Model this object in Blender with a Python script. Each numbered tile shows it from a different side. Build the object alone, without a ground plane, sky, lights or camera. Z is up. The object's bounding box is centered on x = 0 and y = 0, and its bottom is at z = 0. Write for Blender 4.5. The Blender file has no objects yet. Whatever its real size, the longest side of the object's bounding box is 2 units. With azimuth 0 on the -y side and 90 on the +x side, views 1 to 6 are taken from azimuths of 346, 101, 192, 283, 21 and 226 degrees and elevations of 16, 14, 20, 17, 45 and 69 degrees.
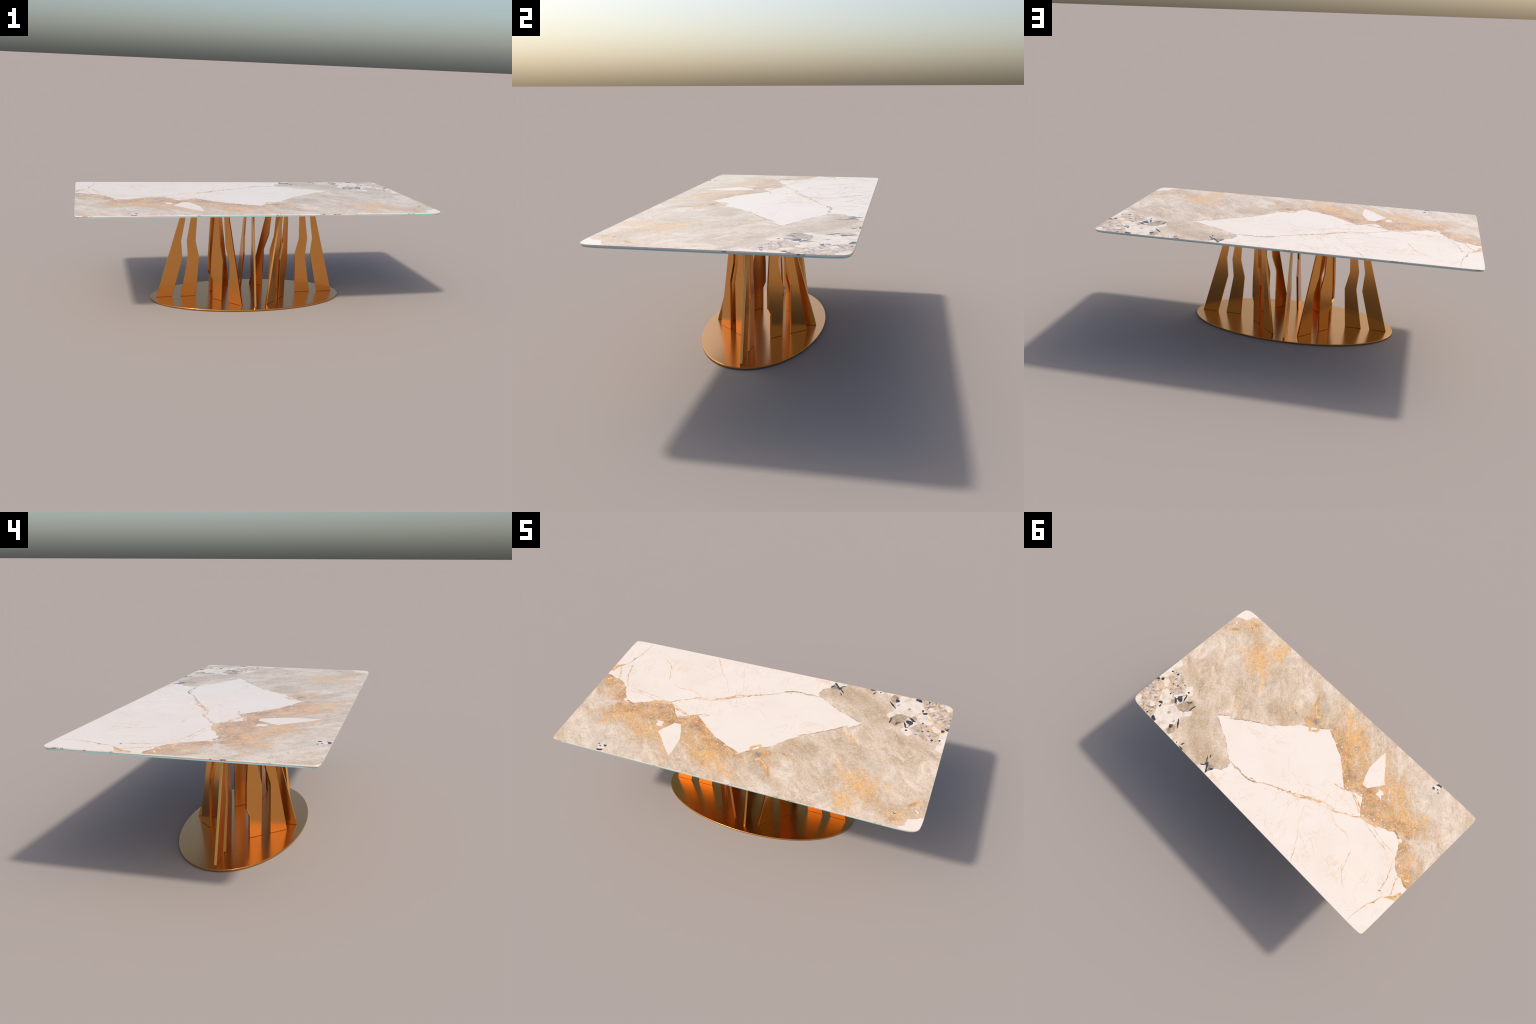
"""Dining table: oblong marble top bonded on a glass sheet, carried by a ring of
crooked copper-coloured metal blades that stand on an elliptical floor plate."""
import bpy, bmesh, math, random
from mathutils import Vector, noise

random.seed(7)
SCENE = bpy.context.scene

# ------------------------------------------------------------------ sizes (m)
Z_TOP, Z_SEAM, Z_UNDER = 0.6125, 0.6067, 0.6007     # stone top / stone-glass seam / glass underside
HALF_W = 0.4905                                      # half width of the top (half length is 1)
Z_BOARD = 0.5795                                     # underside of the board that takes the blades
PLATE_A, PLATE_B, PLATE_T = 0.584, 0.2875, 0.0085   # floor plate half axes, thickness
BLADE_T = 0.0115                                     # metal thickness


# ------------------------------------------------------------------ node helpers
class Graph:
    def __init__(self, name):
        self.mat = bpy.data.materials.new(name)
        self.mat.use_nodes = True
        self.nt = self.mat.node_tree
        self.nt.nodes.clear()
        self.out = self.nt.nodes.new('ShaderNodeOutputMaterial')
        self.bsdf = self.nt.nodes.new('ShaderNodeBsdfPrincipled')
        self.nt.links.new(self.bsdf.outputs[0], self.out.inputs[0])
        self.tc = self.nt.nodes.new('ShaderNodeTexCoord')
        self.co = self.tc.outputs['Object']

    def plug(self, sock, v):
        if isinstance(v, bpy.types.NodeSocket):
            self.nt.links.new(v, sock)
        else:
            sock.default_value = v

    def noise(self, scale, detail=4, rough=0.55, distort=0.0, vec=None, color=False):
        n = self.nt.nodes.new('ShaderNodeTexNoise')
        self.plug(n.inputs['Vector'], vec or self.co)
        n.inputs['Scale'].default_value = scale
        n.inputs['Detail'].default_value = detail
        n.inputs['Roughness'].default_value = rough
        n.inputs['Distortion'].default_value = distort
        return n.outputs['Color' if color else 'Fac']

    def voronoi(self, scale, vec=None, out='Distance', feature='F1', rnd=1.0):
        n = self.nt.nodes.new('ShaderNodeTexVoronoi')
        n.feature = feature
        self.plug(n.inputs['Vector'], vec or self.co)
        n.inputs['Scale'].default_value = scale
        n.inputs['Randomness'].default_value = rnd
        return n.outputs[out]

    def math(self, op, a, b=0.0, clamp=False):
        n = self.nt.nodes.new('ShaderNodeMath')
        n.operation = op
        n.use_clamp = clamp
        self.plug(n.inputs[0], a)
        self.plug(n.inputs[1], b)
        return n.outputs[0]

    def vmath(self, op, a, b=None, scale=None):
        n = self.nt.nodes.new('ShaderNodeVectorMath')
        n.operation = op
        self.plug(n.inputs[0], a)
        if b is not None:
            self.plug(n.inputs[1], b)
        if scale is not None:
            n.inputs['Scale'].default_value = scale
        return n.outputs['Value' if op == 'LENGTH' else 'Vector']

    def step(self, v, lo, hi, to0=0.0, to1=1.0):
        n = self.nt.nodes.new('ShaderNodeMapRange')
        n.interpolation_type = 'SMOOTHSTEP'
        self.plug(n.inputs['Value'], v)
        n.inputs['From Min'].default_value = lo
        n.inputs['From Max'].default_value = hi
        n.inputs['To Min'].default_value = to0
        n.inputs['To Max'].default_value = to1
        return n.outputs['Result']

    def mapping(self, vec, loc=(0, 0, 0), rot=0.0, scale=(1, 1, 1), kind='TEXTURE'):
        n = self.nt.nodes.new('ShaderNodeMapping')
        n.vector_type = kind
        self.plug(n.inputs['Vector'], vec)
        n.inputs['Location'].default_value = loc
        n.inputs['Rotation'].default_value = (0, 0, rot)
        n.inputs['Scale'].default_value = scale
        return n.outputs[0]

    def ramp(self, fac, stops):
        n = self.nt.nodes.new('ShaderNodeValToRGB')
        self.plug(n.inputs[0], fac)
        el = n.color_ramp.elements
        while len(el) < len(stops):
            el.new(0.5)
        for e, (p, c) in zip(el, stops):
            e.position = p
            e.color = (*c, 1)
        return n.outputs[0]

    def mix(self, fac, a, b, blend='MIX'):
        n = self.nt.nodes.new('ShaderNodeMix')
        n.data_type = 'RGBA'
        n.blend_type = blend
        self.plug(n.inputs[0], fac)
        for s, v in ((n.inputs[6], a), (n.inputs[7], b)):
            self.plug(s, v if isinstance(v, bpy.types.NodeSocket) else (*v, 1))
        return n.outputs[2]

    def blob(self, vec, cx, cy, rx, ry=None, deg=0.0):
        """soft elliptical patch on the table top, 1 at its heart, 0 outside"""
        n = self.nt.nodes.new('ShaderNodeTexGradient')
        n.gradient_type = 'SPHERICAL'
        self.plug(n.inputs['Vector'], vec)
        tm = n.texture_mapping
        tm.vector_type = 'TEXTURE'
        tm.translation = (cx, cy, 0)
        tm.rotation = (0, 0, math.radians(deg))
        tm.scale = (rx, ry or rx, 1000)
        return n.outputs['Fac']

    def blobs(self, vec, table):
        tot = 0.0
        for t in table:
            n = self.nt.nodes.new('ShaderNodeMath')
            n.operation = 'MULTIPLY_ADD'
            self.plug(n.inputs[0], self.blob(vec, *t[:5]))
            n.inputs[1].default_value = 1.2 * (t[5] if len(t) > 5 else 1.0)
            self.plug(n.inputs[2], tot)
            tot = n.outputs[0]
        return tot

    def finish(self, color, rough=0.35, metallic=0.0, spec=0.5):
        b = self.bsdf
        self.plug(b.inputs['Base Color'], color if isinstance(color, bpy.types.NodeSocket) else (*color, 1))
        self.plug(b.inputs['Roughness'], rough)
        b.inputs['Metallic'].default_value = metallic
        b.inputs['Specular IOR Level'].default_value = spec
        return self.mat


STONE_ROUGH, STONE_SPEC = 0.17, 0.5

# ------------------------------------------------------------------ materials
def mat_beige_stone():
    g = Graph('beige_stone')
    warp = g.vmath('SUBTRACT', g.noise(7, 5, 0.6, color=True), (0.5, 0.5, 0.5))
    vec = g.vmath('ADD', g.co, g.vmath('SCALE', warp, scale=0.13))
    # grain is drawn out along the diagonal in which the stone is bedded
    streak = g.mapping(g.co, rot=math.radians(-50), scale=(1.0, 0.50, 1.0))
    cloud = g.math('ADD', g.math('MULTIPLY', g.noise(4.6, 8, 0.70, 0.9, streak), 0.75), g.math('MULTIPLY', g.noise(21, 6, 0.7, 1.2), 0.25))
    col = g.ramp(cloud, [(0.35, (0.41, 0.275, 0.16)), (0.44, (0.55, 0.395, 0.255)),
                         (0.52, (0.665, 0.505, 0.36)), (0.61, (0.775, 0.635, 0.495))])
    # gritty streaks along the bedding
    grit = g.noise(30, 8, 0.75, 0.4, g.mapping(g.co, rot=math.radians(-48), scale=(1.5, 0.40, 1.0)))
    col = g.mix(g.math('MULTIPLY', g.step(grit, 0.51, 0.70), 0.45), col, (0.42, 0.28, 0.155))
    col = g.mix(g.math('MULTIPLY', g.step(grit, 0.47, 0.33), 0.55), col, (0.82, 0.695, 0.57))
    # grey-brown clouds that drift through the whole stone
    drift = g.step(g.noise(6.5, 7, 0.68, 1.4), 0.52, 0.68)
    col = g.mix(g.math('MULTIPLY', drift, 0.36), col, (0.44, 0.345, 0.25))
    # darker tan fields
    tan = g.blobs(vec, [(0.50, 0.38, 0.22, 0.13, -10), (0.33, 0.43, 0.12), (0.60, 0.25, 0.12),
                        (0.30, -0.12, 0.24, 0.10, 40, 0.8), (0.12, -0.22, 0.12, 0.08, 0, 0.8),
                        (0.60, -0.02, 0.14, 0.08, -45, 0.5), (0.87, -0.38, 0.13, 0.09, 0, 0.9),
                        (0.85, 0.14, 0.14, 0.08, 40, 0.6), (-0.26, -0.14, 0.17, 0.05, -55, 0.7),
                        (-0.93, 0.05, 0.08, 0.07, 0, 0.8), (0.40, -0.30, 0.12, 0.07, -45, 0.5)])
    tan = g.math('MULTIPLY', tan, g.step(g.noise(9, 6, 0.65, 0.5), 0.25, 0.7, 0.35, 1.0), True)
    col = g.mix(g.math('MULTIPLY', tan, 0.85), col, (0.43, 0.295, 0.165))
    # pale fields
    pale = g.blobs(vec, [(-0.86, -0.36, 0.22, 0.16, 0), (-0.62, -0.42, 0.16, 0.08, 0, 0.8),
                         (0.18, -0.44, 0.24, 0.07, 0, 0.8), (0.78, -0.16, 0.14, 0.10, -45, 0.7),
                         (0.72, -0.45, 0.14, 0.05, 0, 0.9), (-0.12, -0.45, 0.16, 0.05, 0, 0.6),
                         (-0.90, -0.14, 0.10, 0.09, 0, 0.8)])
    pale = g.math('MULTIPLY', pale, g.step(g.noise(12, 5, 0.6, 0.4, streak), 0.3, 0.65), True)
    col = g.mix(g.math('MULTIPLY', pale, 0.6), col, (0.74, 0.63, 0.505))
    # blue-grey clouds
    grey = g.blobs(vec, [(-0.60, -0.09, 0.13, 0.05, 15, 1.2), (-0.53, -0.10, 0.07, 0.05, -45, 0.7),
                         (0.12, -0.33, 0.10, 0.05, -45, 0.9), (0.71, 0.155, 0.035, 0.025, 0, 0.9),
                         (-0.24, -0.33, 0.07, 0.02, -50, 0.9), (0.47, -0.22, 0.10, 0.03, -45, 0.7),
                         (-0.79, -0.01, 0.06, 0.04, 0, 0.8), (0.66, -0.12, 0.12, 0.03, -45, 0.5),
                         (-0.70, -0.40, 0.14, 0.06, 0, 0.4), (0.05, -0.24, 0.05, 0.04, 0, 0.6)])
    grey = g.math('MULTIPLY', grey, g.step(g.noise(14, 6, 0.65, 0.8), 0.32, 0.6), True)
    col = g.mix(g.math('MULTIPLY', grey, 0.85), col, (0.36, 0.325, 0.285))
    # broad warm wash where iron has soaked in
    wash = g.blobs(vec, [(-0.20, -0.25, 0.26, 0.16, -50, 0.9), (-0.40, -0.20, 0.20, 0.20, 0, 0.7), (-0.55, -0.14, 0.22, 0.15, 20, 0.9),
                         (-0.72, -0.15, 0.22, 0.14, 20, 0.8), (0.66, -0.31, 0.24, 0.17, -45, 0.6), (0.90, -0.40, 0.14, 0.10, 0, 0.7),
                         (0.12, -0.27, 0.14, 0.10, 0, 0.6), (-0.93, 0.06, 0.12, 0.10, 30, 0.9), (0.0, -0.36, 0.16, 0.1, -45, 0.5),
                         (-0.12, -0.37, 0.22, 0.06, -48, 0.9), (-0.27, -0.30, 0.24, 0.05, -48, 0.8), (-0.46, -0.30, 0.22, 0.07, -50, 0.7),
                         (-0.62, -0.26, 0.20, 0.08, -45, 0.7), (-0.82, -0.20, 0.16, 0.10, 20, 0.7), (0.20, -0.36, 0.14, 0.035, -48, 0.9)])
    wash = g.math('MULTIPLY', wash, g.step(g.noise(8, 8, 0.70, 1.0, g.mapping(g.co, rot=math.radians(-48), scale=(1.5, 0.55, 1.0))), 0.34, 0.58), True)
    col = g.mix(g.math('MULTIPLY', wash, 0.88), col, (0.56, 0.32, 0.125))
    # rust and ochre staining
    ochre = g.blobs(vec, [(0.67, -0.28, 0.19, 0.11, -45, 0.85), (0.61, -0.42, 0.11, 0.08, -45, 0.9),
                          (0.53, -0.20, 0.10, 0.02, -45, 0.9), (0.80, -0.23, 0.10, 0.03, 20, 0.6),
                          (0.87, -0.43, 0.08, 0.06, 0, 0.8), (0.95, -0.32, 0.06, 0.02, 20, 1.0),
                          (0.49, 0.06, 0.09, 0.018, -45, 0.8), (0.56, -0.02, 0.10, 0.02, -45, 0.5),
                          (-0.16, -0.33, 0.16, 0.10, -45, 0.8), (-0.03, -0.39, 0.09, 0.05, -45, 0.7),
                          (-0.42, -0.33, 0.10, 0.07, -45, 0.75), (-0.55, -0.25, 0.15, 0.09, 0, 0.8),
                          (-0.72, -0.18, 0.15, 0.09, 10, 0.9), (-0.80, -0.27, 0.06, 0.05, 0, 0.7),
                          (-0.90, -0.02, 0.10, 0.05, 30, 0.6), (0.27, -0.22, 0.07, 0.03, 30, 0.5),
                          (-0.38, -0.40, 0.10, 0.05, 0, 0.5), (0.02, -0.44, 0.05, 0.03, 0, 0.5)])
    tex_o = g.noise(11, 8, 0.68, 1.2, streak)
    ochre = g.step(g.math('MULTIPLY', ochre, g.step(tex_o, 0.28, 0.62)), 0.05, 0.75)
    col = g.mix(g.math('MULTIPLY', ochre, 0.85), col, (0.78, 0.425, 0.14))
    rust = g.blobs(vec, [(-0.20, -0.21, 0.16, 0.055, -52, 1.1), (-0.30, -0.10, 0.12, 0.07, -52, 1.0),
                         (-0.46, -0.13, 0.12, 0.08, 60, 1.0), (-0.56, -0.14, 0.14, 0.06, 20, 0.8),
                         (-0.70, -0.12, 0.12, 0.06, 25, 1.2), (-0.79, -0.20, 0.05, 0.04, 0, 0.9),
                         (0.175, -0.335, 0.075, 0.022, -48, 1.2), (0.10, -0.245, 0.075, 0.055, 0, 1.1),
                         (-0.07, -0.29, 0.10, 0.05, -40, 0.8), (-0.99, 0.09, 0.06, 0.06, 0, 1.2),
                         (-0.83, -0.04, 0.09, 0.05, 30, 0.6), (0.87, -0.45, 0.07, 0.05, 0, 0.6),
                         (0.93, -0.33, 0.05, 0.012, 20, 0.9), (0.23, -0.19, 0.06, 0.015, 0, 0.8),
                         (-0.60, -0.01, 0.08, 0.02, 20, 0.8), (0.05, -0.43, 0.06, 0.02, -50, 0.6)])
    tex_r = g.noise(17, 9, 0.72, 1.8, streak)
    rust = g.step(g.math('MULTIPLY', rust, g.step(tex_r, 0.32, 0.58)), 0.08, 0.8)
    col = g.mix(g.math('MULTIPLY', rust, 0.88), col,
                g.ramp(g.noise(24, 6, 0.65), [(0.36, (0.33, 0.17, 0.065)), (0.52, (0.50, 0.255, 0.08)), (0.66, (0.70, 0.38, 0.13))]))
    # iron seeps out along the broken border of the white field
    seep = g.blobs(vec, [(-0.03, -0.29, 0.09, 0.05, 30), (-0.12, -0.25, 0.10, 0.055, -30), (-0.21, -0.20, 0.10, 0.06, -35), (-0.29, -0.13, 0.10, 0.06, -40),
                         (-0.36, -0.11, 0.09, 0.07), (-0.44, -0.14, 0.08, 0.08), (-0.50, -0.06, 0.07, 0.06), (-0.58, -0.06, 0.09, 0.06),
                         (-0.66, -0.09, 0.09, 0.06, 20), (-0.76, -0.11, 0.09, 0.07), (-0.83, -0.03, 0.08, 0.06, 50), (-0.89, 0.03, 0.08, 0.05, 40),
                         (-0.96, 0.08, 0.07, 0.06), (0.10, -0.22, 0.07, 0.05), (0.24, -0.11, 0.12, 0.04, 40, 0.5)])
    seep = g.step(g.math('MULTIPLY', seep, g.step(g.noise(13, 9, 0.7, 1.4), 0.30, 0.56)), 0.10, 0.75)
    col = g.mix(g.math('MULTIPLY', seep, 0.8), col, g.ramp(g.noise(15, 6, 0.7), [(0.36, (0.27, 0.15, 0.07)), (0.46, (0.47, 0.245, 0.09)), (0.58, (0.72, 0.37, 0.12))]))
    zone = g.math('ADD', g.math('MULTIPLY', wash, 0.9), g.math('ADD', g.math('MULTIPLY', seep, 0.8), g.math('MULTIPLY', ochre, 0.6)), True)
    line = g.math('ABSOLUTE', g.math('SUBTRACT', g.noise(9.5, 8, 0.62, 1.0, streak), 0.5))
    col = g.mix(g.math('MULTIPLY', g.math('MULTIPLY', g.step(line, 0.022, 0.0), zone), 0.9), col, (0.74, 0.345, 0.075))
    line = g.math('ABSOLUTE', g.math('SUBTRACT', g.noise(16, 7, 0.6, 1.6), 0.52))
    col = g.mix(g.math('MULTIPLY', g.math('MULTIPLY', g.step(line, 0.016, 0.0), zone), 0.8), col, (0.50, 0.22, 0.06))
    spot = g.step(g.noise(28, 5, 0.6, 0.6), 0.58, 0.66)
    col = g.mix(g.math('MULTIPLY', g.math('MULTIPLY', spot, zone), 0.7), col, (0.30, 0.245, 0.19))
    # thread-like curls and soft brown flecks of the stone itself
    curl = g.noise(34, 2, 0.5, 3.2)
    band = g.math('ABSOLUTE', g.math('SUBTRACT', curl, 0.5))
    col = g.mix(g.math('MULTIPLY', g.step(band, 0.045, 0.0), 0.5), col, (0.82, 0.72, 0.615))
    fold = g.math('ABSOLUTE', g.math('SUBTRACT', g.noise(24, 2, 0.5, 2.6), 0.47))
    col = g.mix(g.math('MULTIPLY', g.step(fold, 0.03, 0.0), 0.33), col, (0.40, 0.275, 0.165))
    dirt = g.noise(52, 4, 0.6, 1.5)
    col = g.mix(g.math('MULTIPLY', g.step(dirt, 0.57, 0.72), 0.45), col, (0.36, 0.245, 0.14))
    crack = g.voronoi(9.0, vec=g.vmath('ADD', g.co, g.vmath('SCALE', warp, scale=0.25)), feature='DISTANCE_TO_EDGE')
    crack = g.math('MULTIPLY', g.step(crack, 0.022, 0.0), g.step(g.noise(5.0, 4), 0.50, 0.62))
    col = g.mix(g.math('MULTIPLY', crack, 0.55), col, (0.42, 0.255, 0.13))
    pit = g.math('MULTIPLY', g.step(g.voronoi(70), 0.17, 0.06), g.step(g.noise(8, 3), 0.52, 0.62))
    col = g.mix(g.math('MULTIPLY', pit, 0.7), col, (0.27, 0.185, 0.11))
    return g.finish(col, STONE_ROUGH, spec=STONE_SPEC)


def mat_white_stone():
    g = Graph('white_stone')
    base = g.ramp(g.noise(3.2, 5, 0.6), [(0.35, (0.785, 0.67, 0.565)), (0.55, (0.81, 0.70, 0.60)),
                                         (0.7, (0.785, 0.675, 0.575))])
    vec = g.vmath('ADD', g.co, g.vmath('SCALE', g.vmath('SUBTRACT', g.noise(9, 4, color=True), (.5, .5, .5)), scale=0.08))
    warm = g.blobs(vec, [(-0.72, 0.22, 0.22, 0.17, 0, 0.6), (-0.42, 0.14, 0.12, 0.05, -45, 0.6), (-0.62, 0.36, 0.14, 0.1, 0, 0.4)])
    col = g.mix(g.math('MULTIPLY', warm, 0.6, True), base, (0.80, 0.665, 0.53))
    # scattered hairline cracks, only in places
    line = g.math('ABSOLUTE', g.math('SUBTRACT', g.noise(7.5, 6, 0.62, 0.8), 0.5))
    where = g.step(g.noise(4.3, 3), 0.46, 0.62)
    hair = g.math('MULTIPLY', g.step(line, 0.014, 0.0), where)
    col = g.mix(g.math('MULTIPLY', hair, 0.5), col, (0.74, 0.49, 0.32))
    line2 = g.math('ABSOLUTE', g.math('SUBTRACT', g.noise(4.2, 7, 0.62, 0.7, g.mapping(g.co, loc=(3, 1, 0), rot=0.6, scale=(1, 1.8, 1))), 0.5))
    hair2 = g.math('MULTIPLY', g.step(line2, 0.010, 0.0), g.step(g.noise(2.6, 3), 0.44, 0.60))
    col = g.mix(g.math('MULTIPLY', hair2, 0.55), col, (0.74, 0.47, 0.29))
    fleck = g.math('MULTIPLY', g.step(g.noise(60, 3, 0.6), 0.63, 0.73), g.step(g.noise(6, 3), 0.45, 0.65))
    col = g.mix(g.math('MULTIPLY', fleck, 0.22), col, (0.55, 0.42, 0.33))
    return g.finish(col, STONE_ROUGH, spec=STONE_SPEC)


def mat_clast():
    g = Graph('pale_clast')
    col = g.ramp(g.noise(22, 5, 0.6, 0.8), [(0.30, (0.60, 0.47, 0.36)), (0.47, (0.75, 0.635, 0.53)), (0.65, (0.80, 0.69, 0.585))])
    return g.finish(col, STONE_ROUGH, spec=STONE_SPEC)


def mat_granite():
    g = Graph('speckled_granite')
    col = g.ramp(g.noise(38, 6, 0.65, 0.6), [(0.34, (0.40, 0.285, 0.20)), (0.48, (0.56, 0.425, 0.32)), (0.66, (0.74, 0.605, 0.49))])
    tint = g.step(g.noise(13, 4), 0.5, 0.66)
    col = g.mix(g.math('MULTIPLY', tint, 0.6), col, (0.70, 0.44, 0.24))
    ring = g.voronoi(48, vec=g.vmath('ADD', g.co, g.vmath('SCALE', g.noise(40, 3, color=True), scale=0.03)))
    col = g.mix(g.math('MULTIPLY', g.step(ring, 0.36, 0.22), 0.5), col, (0.76, 0.66, 0.56))
    dash = g.step(g.noise(62, 3, 0.5, 1.2, g.mapping(g.co, rot=math.radians(35), scale=(1.6, 0.8, 1))), 0.575, 0.63)
    col = g.mix(g.math('MULTIPLY', dash, 0.75), col, (0.12, 0.10, 0.10))
    return g.finish(col, STONE_ROUGH, spec=STONE_SPEC)


def mat_vein(name, dark, light, scale=30):
    g = Graph(name)
    col = g.ramp(g.noise(scale, 4, 0.6), [(0.36, dark), (0.60, light)])
    return g.finish(col, STONE_ROUGH, spec=STONE_SPEC)


def mat_stone_edge():
    g = Graph('stone_edge')
    col = g.ramp(g.noise(9, 4), [(0.35, (0.72, 0.60, 0.49)), (0.6, (0.80, 0.69, 0.60))])
    spot = g.step(g.noise(19, 5, 0.65), 0.565, 0.64)
    col = g.mix(g.math('MULTIPLY', spot, 0.85), col, g.ramp(g.noise(7, 2), [(0.40, (0.10, 0.075, 0.055)), (0.58, (0.50, 0.30, 0.14))]))
    return g.finish(col, STONE_ROUGH, spec=STONE_SPEC)


def mat_glass_edge():
    g = Graph('teal_glass')
    col = g.ramp(g.noise(6, 2), [(0.3, (0.31, 0.53, 0.53)), (0.7, (0.35, 0.57, 0.57))])
    return g.finish(col, 0.3, spec=0.5)


def mat_copper():
    g = Graph('brushed_copper')
    col = g.ramp(g.noise(40, 3), [(0.3, COPPER), (0.7, tuple(c * 1.03 for c in COPPER))])
    return g.finish(col, COPPER_ROUGH, 1.0)


COPPER = (0.72, 0.335, 0.09)
COPPER_ROUGH = 0.215

BEIGE = mat_beige_stone()
WHITE = mat_white_stone()
CLAST = mat_clast()
GRANITE = mat_granite()
EDGE = mat_stone_edge()
GLASS = mat_glass_edge()
METAL = mat_copper()
VEIN_GREY = mat_vein('umber_vein', (0.32, 0.225, 0.15), (0.60, 0.46, 0.33))
VEIN_RUST = mat_vein('rust_vein', (0.52, 0.31, 0.165), (0.78, 0.53, 0.32))
VEIN_FAINT = mat_vein('faint_vein', (0.72, 0.50, 0.34), (0.80, 0.65, 0.51))
ORANGE = mat_vein('ochre_band', (0.60, 0.34, 0.13), (0.76, 0.50, 0.25))
BLACK = mat_vein('black_mineral', (0.022, 0.024, 0.03), (0.07, 0.07, 0.075), 60)
UMBER = mat_vein('umber_clast', (0.32, 0.225, 0.145), (0.50, 0.37, 0.25), 40)
RUST_RIM = mat_vein('rust_rim', (0.36, 0.20, 0.09), (0.70, 0.38, 0.13))
SLATE = mat_vein('slate_clast', (0.26, 0.21, 0.16), (0.42, 0.34, 0.26), 40)


# ------------------------------------------------------------------ object helpers
def link(name, mesh, parent, mats):
    ob = bpy.data.objects.new(name, mesh)
    SCENE.collection.objects.link(ob)
    ob.parent = parent
    for m in mats:
        if m.name not in mesh.materials:
            mesh.materials.append(m)
    return ob


def smooth_by_angle(mesh, deg=35):
    mesh.set_sharp_from_angle(angle=math.radians(deg))
    # large flat tops stay flat-shaded so that the eased rim does not bend their normals
    mesh.polygons.foreach_set('use_smooth', [abs(p.normal.z) < 0.999 for p in mesh.polygons])
    mesh.update()


def prism(outline, z0, z1, bevel=0.0, bevel_seg=2):
    """closed solid over a horizontal outline"""
    bm = bmesh.new()
    vs = [bm.verts.new((x, y, z1)) for x, y in outline]
    top = bm.faces.new(vs)
    if top.normal.z < 0 or top.calc_area() and sum(a[0] * b[1] - b[0] * a[1] for a, b in zip(outline, outline[1:] + outline[:1])) < 0:
        top.normal_flip()
    ext = bmesh.ops.extrude_face_region(bm, geom=[top])
    low = [v for v in ext['geom'] if isinstance(v, bmesh.types.BMVert)]
    bmesh.ops.translate(bm, verts=low, vec=(0, 0, z0 - z1))
    bmesh.ops.recalc_face_normals(bm, faces=bm.faces)
    if bevel:
        rim = [e for e in bm.edges if len(e.link_faces) == 2 and abs(e.verts[0].co.z - e.verts[1].co.z) < 1e-6
               and any(len(f.verts) > 4 for f in e.link_faces)]
        bmesh.ops.bevel(bm, geom=rim, offset=bevel, segments=bevel_seg, profile=0.5, affect='EDGES')
    return bm


def to_mesh(bm, name, triangulate=True):
    if triangulate:
        bmesh.ops.triangulate(bm, faces=[f for f in bm.faces if len(f.verts) > 4])
    me = bpy.data.meshes.new(name)
    bm.to_mesh(me)
    bm.free()
    return me


def spline(pts, n=10):
    """Catmull-Rom through the points"""
    p = [Vector((*q, 0)) if len(q) == 2 else Vector(q) for q in pts]
    p = [2 * p[0] - p[1]] + p + [2 * p[-1] - p[-2]]
    out = []
    for i in range(1, len(p) - 2):
        for k in range(n):
            t = k / n
            a, b, c, d = p[i - 1:i + 3]
            out.append(0.5 * ((2 * b) + (c - a) * t + (2 * a - 5 * b + 4 * c - d) * t * t + (3 * b - a - 3 * c + d) * t ** 3))
    out.append(p[-2])
    return [(v.x, v.y) for v in out]


# ------------------------------------------------------------------ table-top outline
# one corner as a soft, slightly squarish curve; the corners at +x are fuller
CORNER_FULL = [(1.0, 0.36), (0.9992, 0.41), (0.9960, 0.445), (0.9900, 0.467), (0.9735, 0.4812), (0.947, 0.4870), (0.90, 0.4898), (0.84, HALF_W)]
CORNER_TIGHT = [(1.0, 0.39), (0.9996, 0.43), (0.9985, 0.461), (0.9950, 0.4765), (0.9840, 0.4855), (0.946, 0.4892), (0.91, 0.4901), (0.87, HALF_W)]


def top_outline(inset=0.0, extra_round=0.0):
    def corner(table):
        c = spline(table, 4)
        return [(x - inset - extra_round * max(0, 1 - abs((1 - x) - (HALF_W - y)) / 0.08) * max(0, 1 - (1 - x) / 0.07) * max(0, 1 - (HALF_W - y) / 0.07),
                 y - inset - extra_round * max(0, 1 - abs((1 - x) - (HALF_W - y)) / 0.08) * max(0, 1 - (1 - x) / 0.07) * max(0, 1 - (HALF_W - y) / 0.07)) for x, y in c]
    a, b = corner(CORNER_FULL), corner(CORNER_TIGHT)
    return (a + [(-x, y) for x, y in reversed(b)] + [(-x, -y) for x, y in b] + [(x, -y) for x, y in reversed(a)])


OUTLINE = top_outline()
INNER = top_outline(0.0012)          # where the flat of the top ends, inside the eased arris


def clip_to_top(poly):
    """cut a patch outline off where it would run over the table edge (convex clip)"""
    out = poly
    n = len(INNER)
    for i in range(n):
        a, b = INNER[i], INNER[(i + 1) % n]
        def side(p):
            return (b[0] - a[0]) * (p[1] - a[1]) - (b[1] - a[1]) * (p[0] - a[0])
        src, out = out, []
        for j, p in enumerate(src):
            q = src[j - 1]
            sp, sq = side(p), side(q)
            if (sp >= 0) != (sq >= 0):
                t = sq / (sq - sp)
                out.append((q[0] + (p[0] - q[0]) * t, q[1] + (p[1] - q[1]) * t))
            if sp >= 0:
                out.append(p)
        if not out:
            return []
    clean = []
    for p in out:
        if not clean or (abs(p[0] - clean[-1][0]) + abs(p[1] - clean[-1][1])) > 1e-5:
            clean.append(p)
    if len(clean) > 1 and abs(clean[0][0] - clean[-1][0]) + abs(clean[0][1] - clean[-1][1]) < 1e-5:
        clean.pop()
    return clean


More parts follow.
